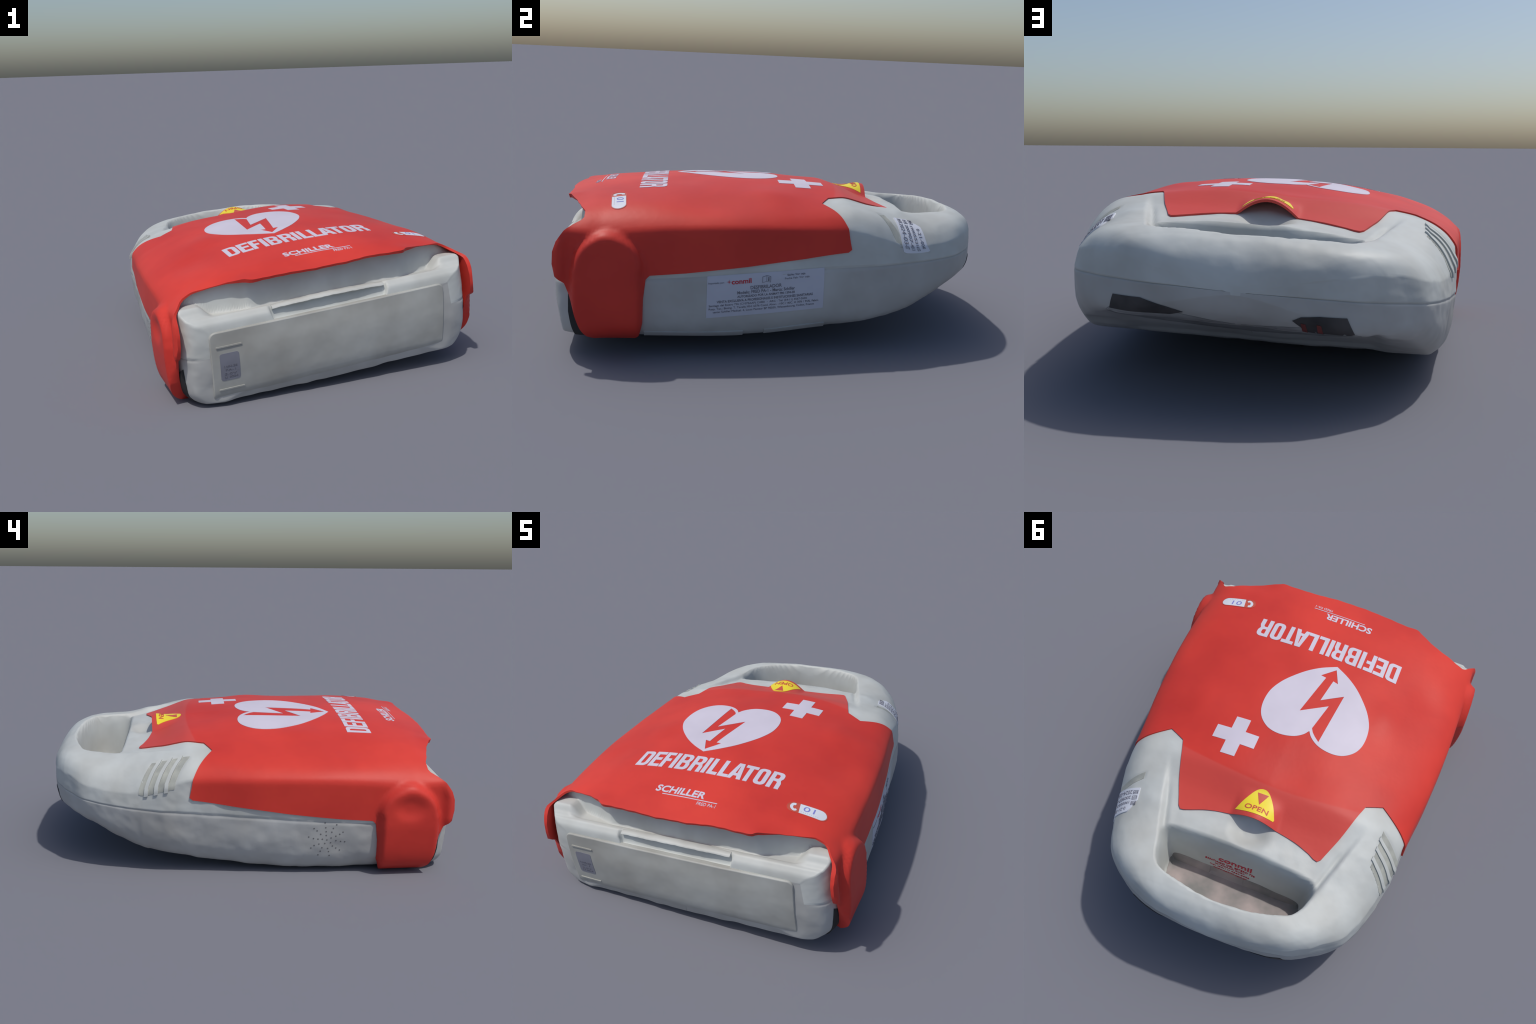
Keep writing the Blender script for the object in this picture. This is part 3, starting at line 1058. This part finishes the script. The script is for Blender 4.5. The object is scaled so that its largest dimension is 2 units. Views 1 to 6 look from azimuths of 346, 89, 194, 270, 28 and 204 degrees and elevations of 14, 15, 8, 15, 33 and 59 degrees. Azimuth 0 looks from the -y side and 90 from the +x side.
for k in range(8):
    r = .0095 if k % 2 == 0 else .002
    star.append((cu_ + r * math.cos(k * math.pi / 4), cv_ + r * math.sin(k * math.pi / 4)))
sheet('importer_star', [star], on_right, M_INKRED, .01, out=.0028, parent=lab_ob)
by0, bz0 = lab_pt(.462, .76)
book = [(by0, bz0), (by0 + .018, bz0 + .006), (by0 + .036, bz0 + .002), (by0 + .036, bz0 + .028), (by0 + .018, bz0 + .032), (by0, bz0 + .026)]
c_ = np.mean(book, 0)
sheet('booklet_symbol', [book, [tuple(c_ + (np.array(b) - c_) * .88) for b in book]], on_right, M_INKFADE, .01, out=.0026, parent=lab_ob)
sheet('booklet_symbol', [rect(by0 + .0172, bz0 + .006, by0 + .0188, bz0 + .031)], on_right, M_INKFADE, .01, out=.0027, parent=lab_ob)
letters('booklet_lettering', [('i', by0 + .0235, bz0 + .008, .006, .016, .02, 0, 0)], on_right, M_INK, lift=.0026, parent=lab_ob)


# serial sticker wrapped over the right arm
def arm_chart(u, v):
    """u along y (0..1), v across (0 inner .. 1 outer/down) on the right arm."""
    y = .513 + .108 * u + .027 * v + .021 * u * v
    b = .600 + .190 * v
    return y, b * 1.0


def arm_map(u, v):
    y, b = arm_chart(np.asarray(u), np.asarray(v))
    return body_grid.at(y, b)


def arm_map2(a, c):
    """Chart scaled to metres so that the patch mesher sees square cells."""
    return arm_map(np.asarray(a) / .11, np.asarray(c) / .20)


stick = [(0, 0), (.060, 0), (.075, .016), (.095, .030), (.110, .050), (.110, .190), (.100, .200), (.010, .200), (0, .190)]
st_ob = sheet('serial_sticker', [stick], arm_map2, M_STICKER, .010, out=.0035, inn=-.004)


def serial_map(A, C):
    return arm_map2(C, A)


for txt, a0, c0, wd, ht in (('2024-03-07', .010, .040, .122, .018), ('200907-4013', .036, .043, .128, .014), ('190055316122', .060, .045, .135, .012),
                           ('0-21-0040', .084, .060, .100, .014)):
    letters('serial_lettering', [(txt, c0, 0, wd, ht, .0, 0, 0)], lambda A, C, a0=a0: arm_map2(a0 + C, A), M_INKFADE, lift=.0048, parent=st_ob, max_edge=.015)
for k in range(3):
    c0 = .012 + .026 * k
    sheet('serial_box', [[(c0, .006), (c0 + .018, .006), (c0 + .018, .034), (c0, .034)],
                         [(c0 + .002, .009), (c0 + .016, .009), (c0 + .016, .031), (c0 + .002, .031)]], arm_map2, M_INKFADE, .012, out=.0046, inn=.002, parent=st_ob)
    letters('serial_lettering', [(('REF', 'LOT', 'GTIN')[k], .010, .0, .020, .008, .0, 0, 0)], lambda A, C, c0=c0: arm_map2(c0 + .005 + C, A), M_INKFADE, lift=.0048, parent=st_ob, max_edge=.015)

# -------------------------------------------------- inside the hand pocket
on_wall = caster(BODY, lambda x, z: (-x, .72, z), (0, -1, 0))
letters('importer_lettering', [('conmil', -.100, .398, .165, .034, .02, 0, -.03)], on_wall, M_INKRED, lift=.002)
letters('importer_lettering', [('SANTIAGO DEL ESTERO 736', -.165, .376, .250, .013, .01, 0, -.03), ('(C1075AAP) CABA', -.115, .357, .150, .010, .0, 0, -.03),
                               ('Tel: (54-11) 4567-2626', -.140, .340, .200, .010, .0, 0, -.03), ('www.conmil.com.ar', -.12, .324, .170, .010, 0, 0, -.03)], on_wall, M_INKRED, lift=.002)
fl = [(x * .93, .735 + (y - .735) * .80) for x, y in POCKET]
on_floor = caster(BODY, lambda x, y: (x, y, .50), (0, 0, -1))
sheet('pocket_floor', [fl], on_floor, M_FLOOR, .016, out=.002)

# -------------------------------------------------- shading painted as a grey sheet, and dark patches, below the grip
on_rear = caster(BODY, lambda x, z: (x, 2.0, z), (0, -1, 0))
sheet('painted_finger_shade', [smooth_loop([(.42, .295), (.25, .315), (0, .285), (-.18, .300), (-.36, .290), (-.40, .245), (-.25, .215), (0, .205), (.25, .215), (.42, .235)], 4)], on_rear, M_SHADE, .009, out=.0020)
sheet('dark_patch', [[(.398, .343), (.300, .348), (.255, .338), (.165, .315), (.21, .300), (.416, .292)]], on_rear, M_NEARBLACK, .009, out=.0035)
sheet('dark_patch', [[(-.170, .325), (-.195, .339), (-.250, .346), (-.330, .345), (-.356, .292), (-.300, .272), (-.215, .285)]], on_rear, M_NEARBLACK, .009, out=.0035)
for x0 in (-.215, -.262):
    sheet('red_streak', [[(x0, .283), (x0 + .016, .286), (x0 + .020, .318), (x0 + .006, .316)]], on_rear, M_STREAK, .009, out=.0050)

# small rails along the right bottom edge
for (a, b_) in ((-.57, -.155), (-.065, .20)):
    loop = [(a, B_SIDE - .050), (b_, B_SIDE - .050), (b_, B_SIDE - .015), (a, B_SIDE - .015)]
    sheet('foot_rail', [loop], body_map, M_LOWER, .014, out=.006, inn=-.004)
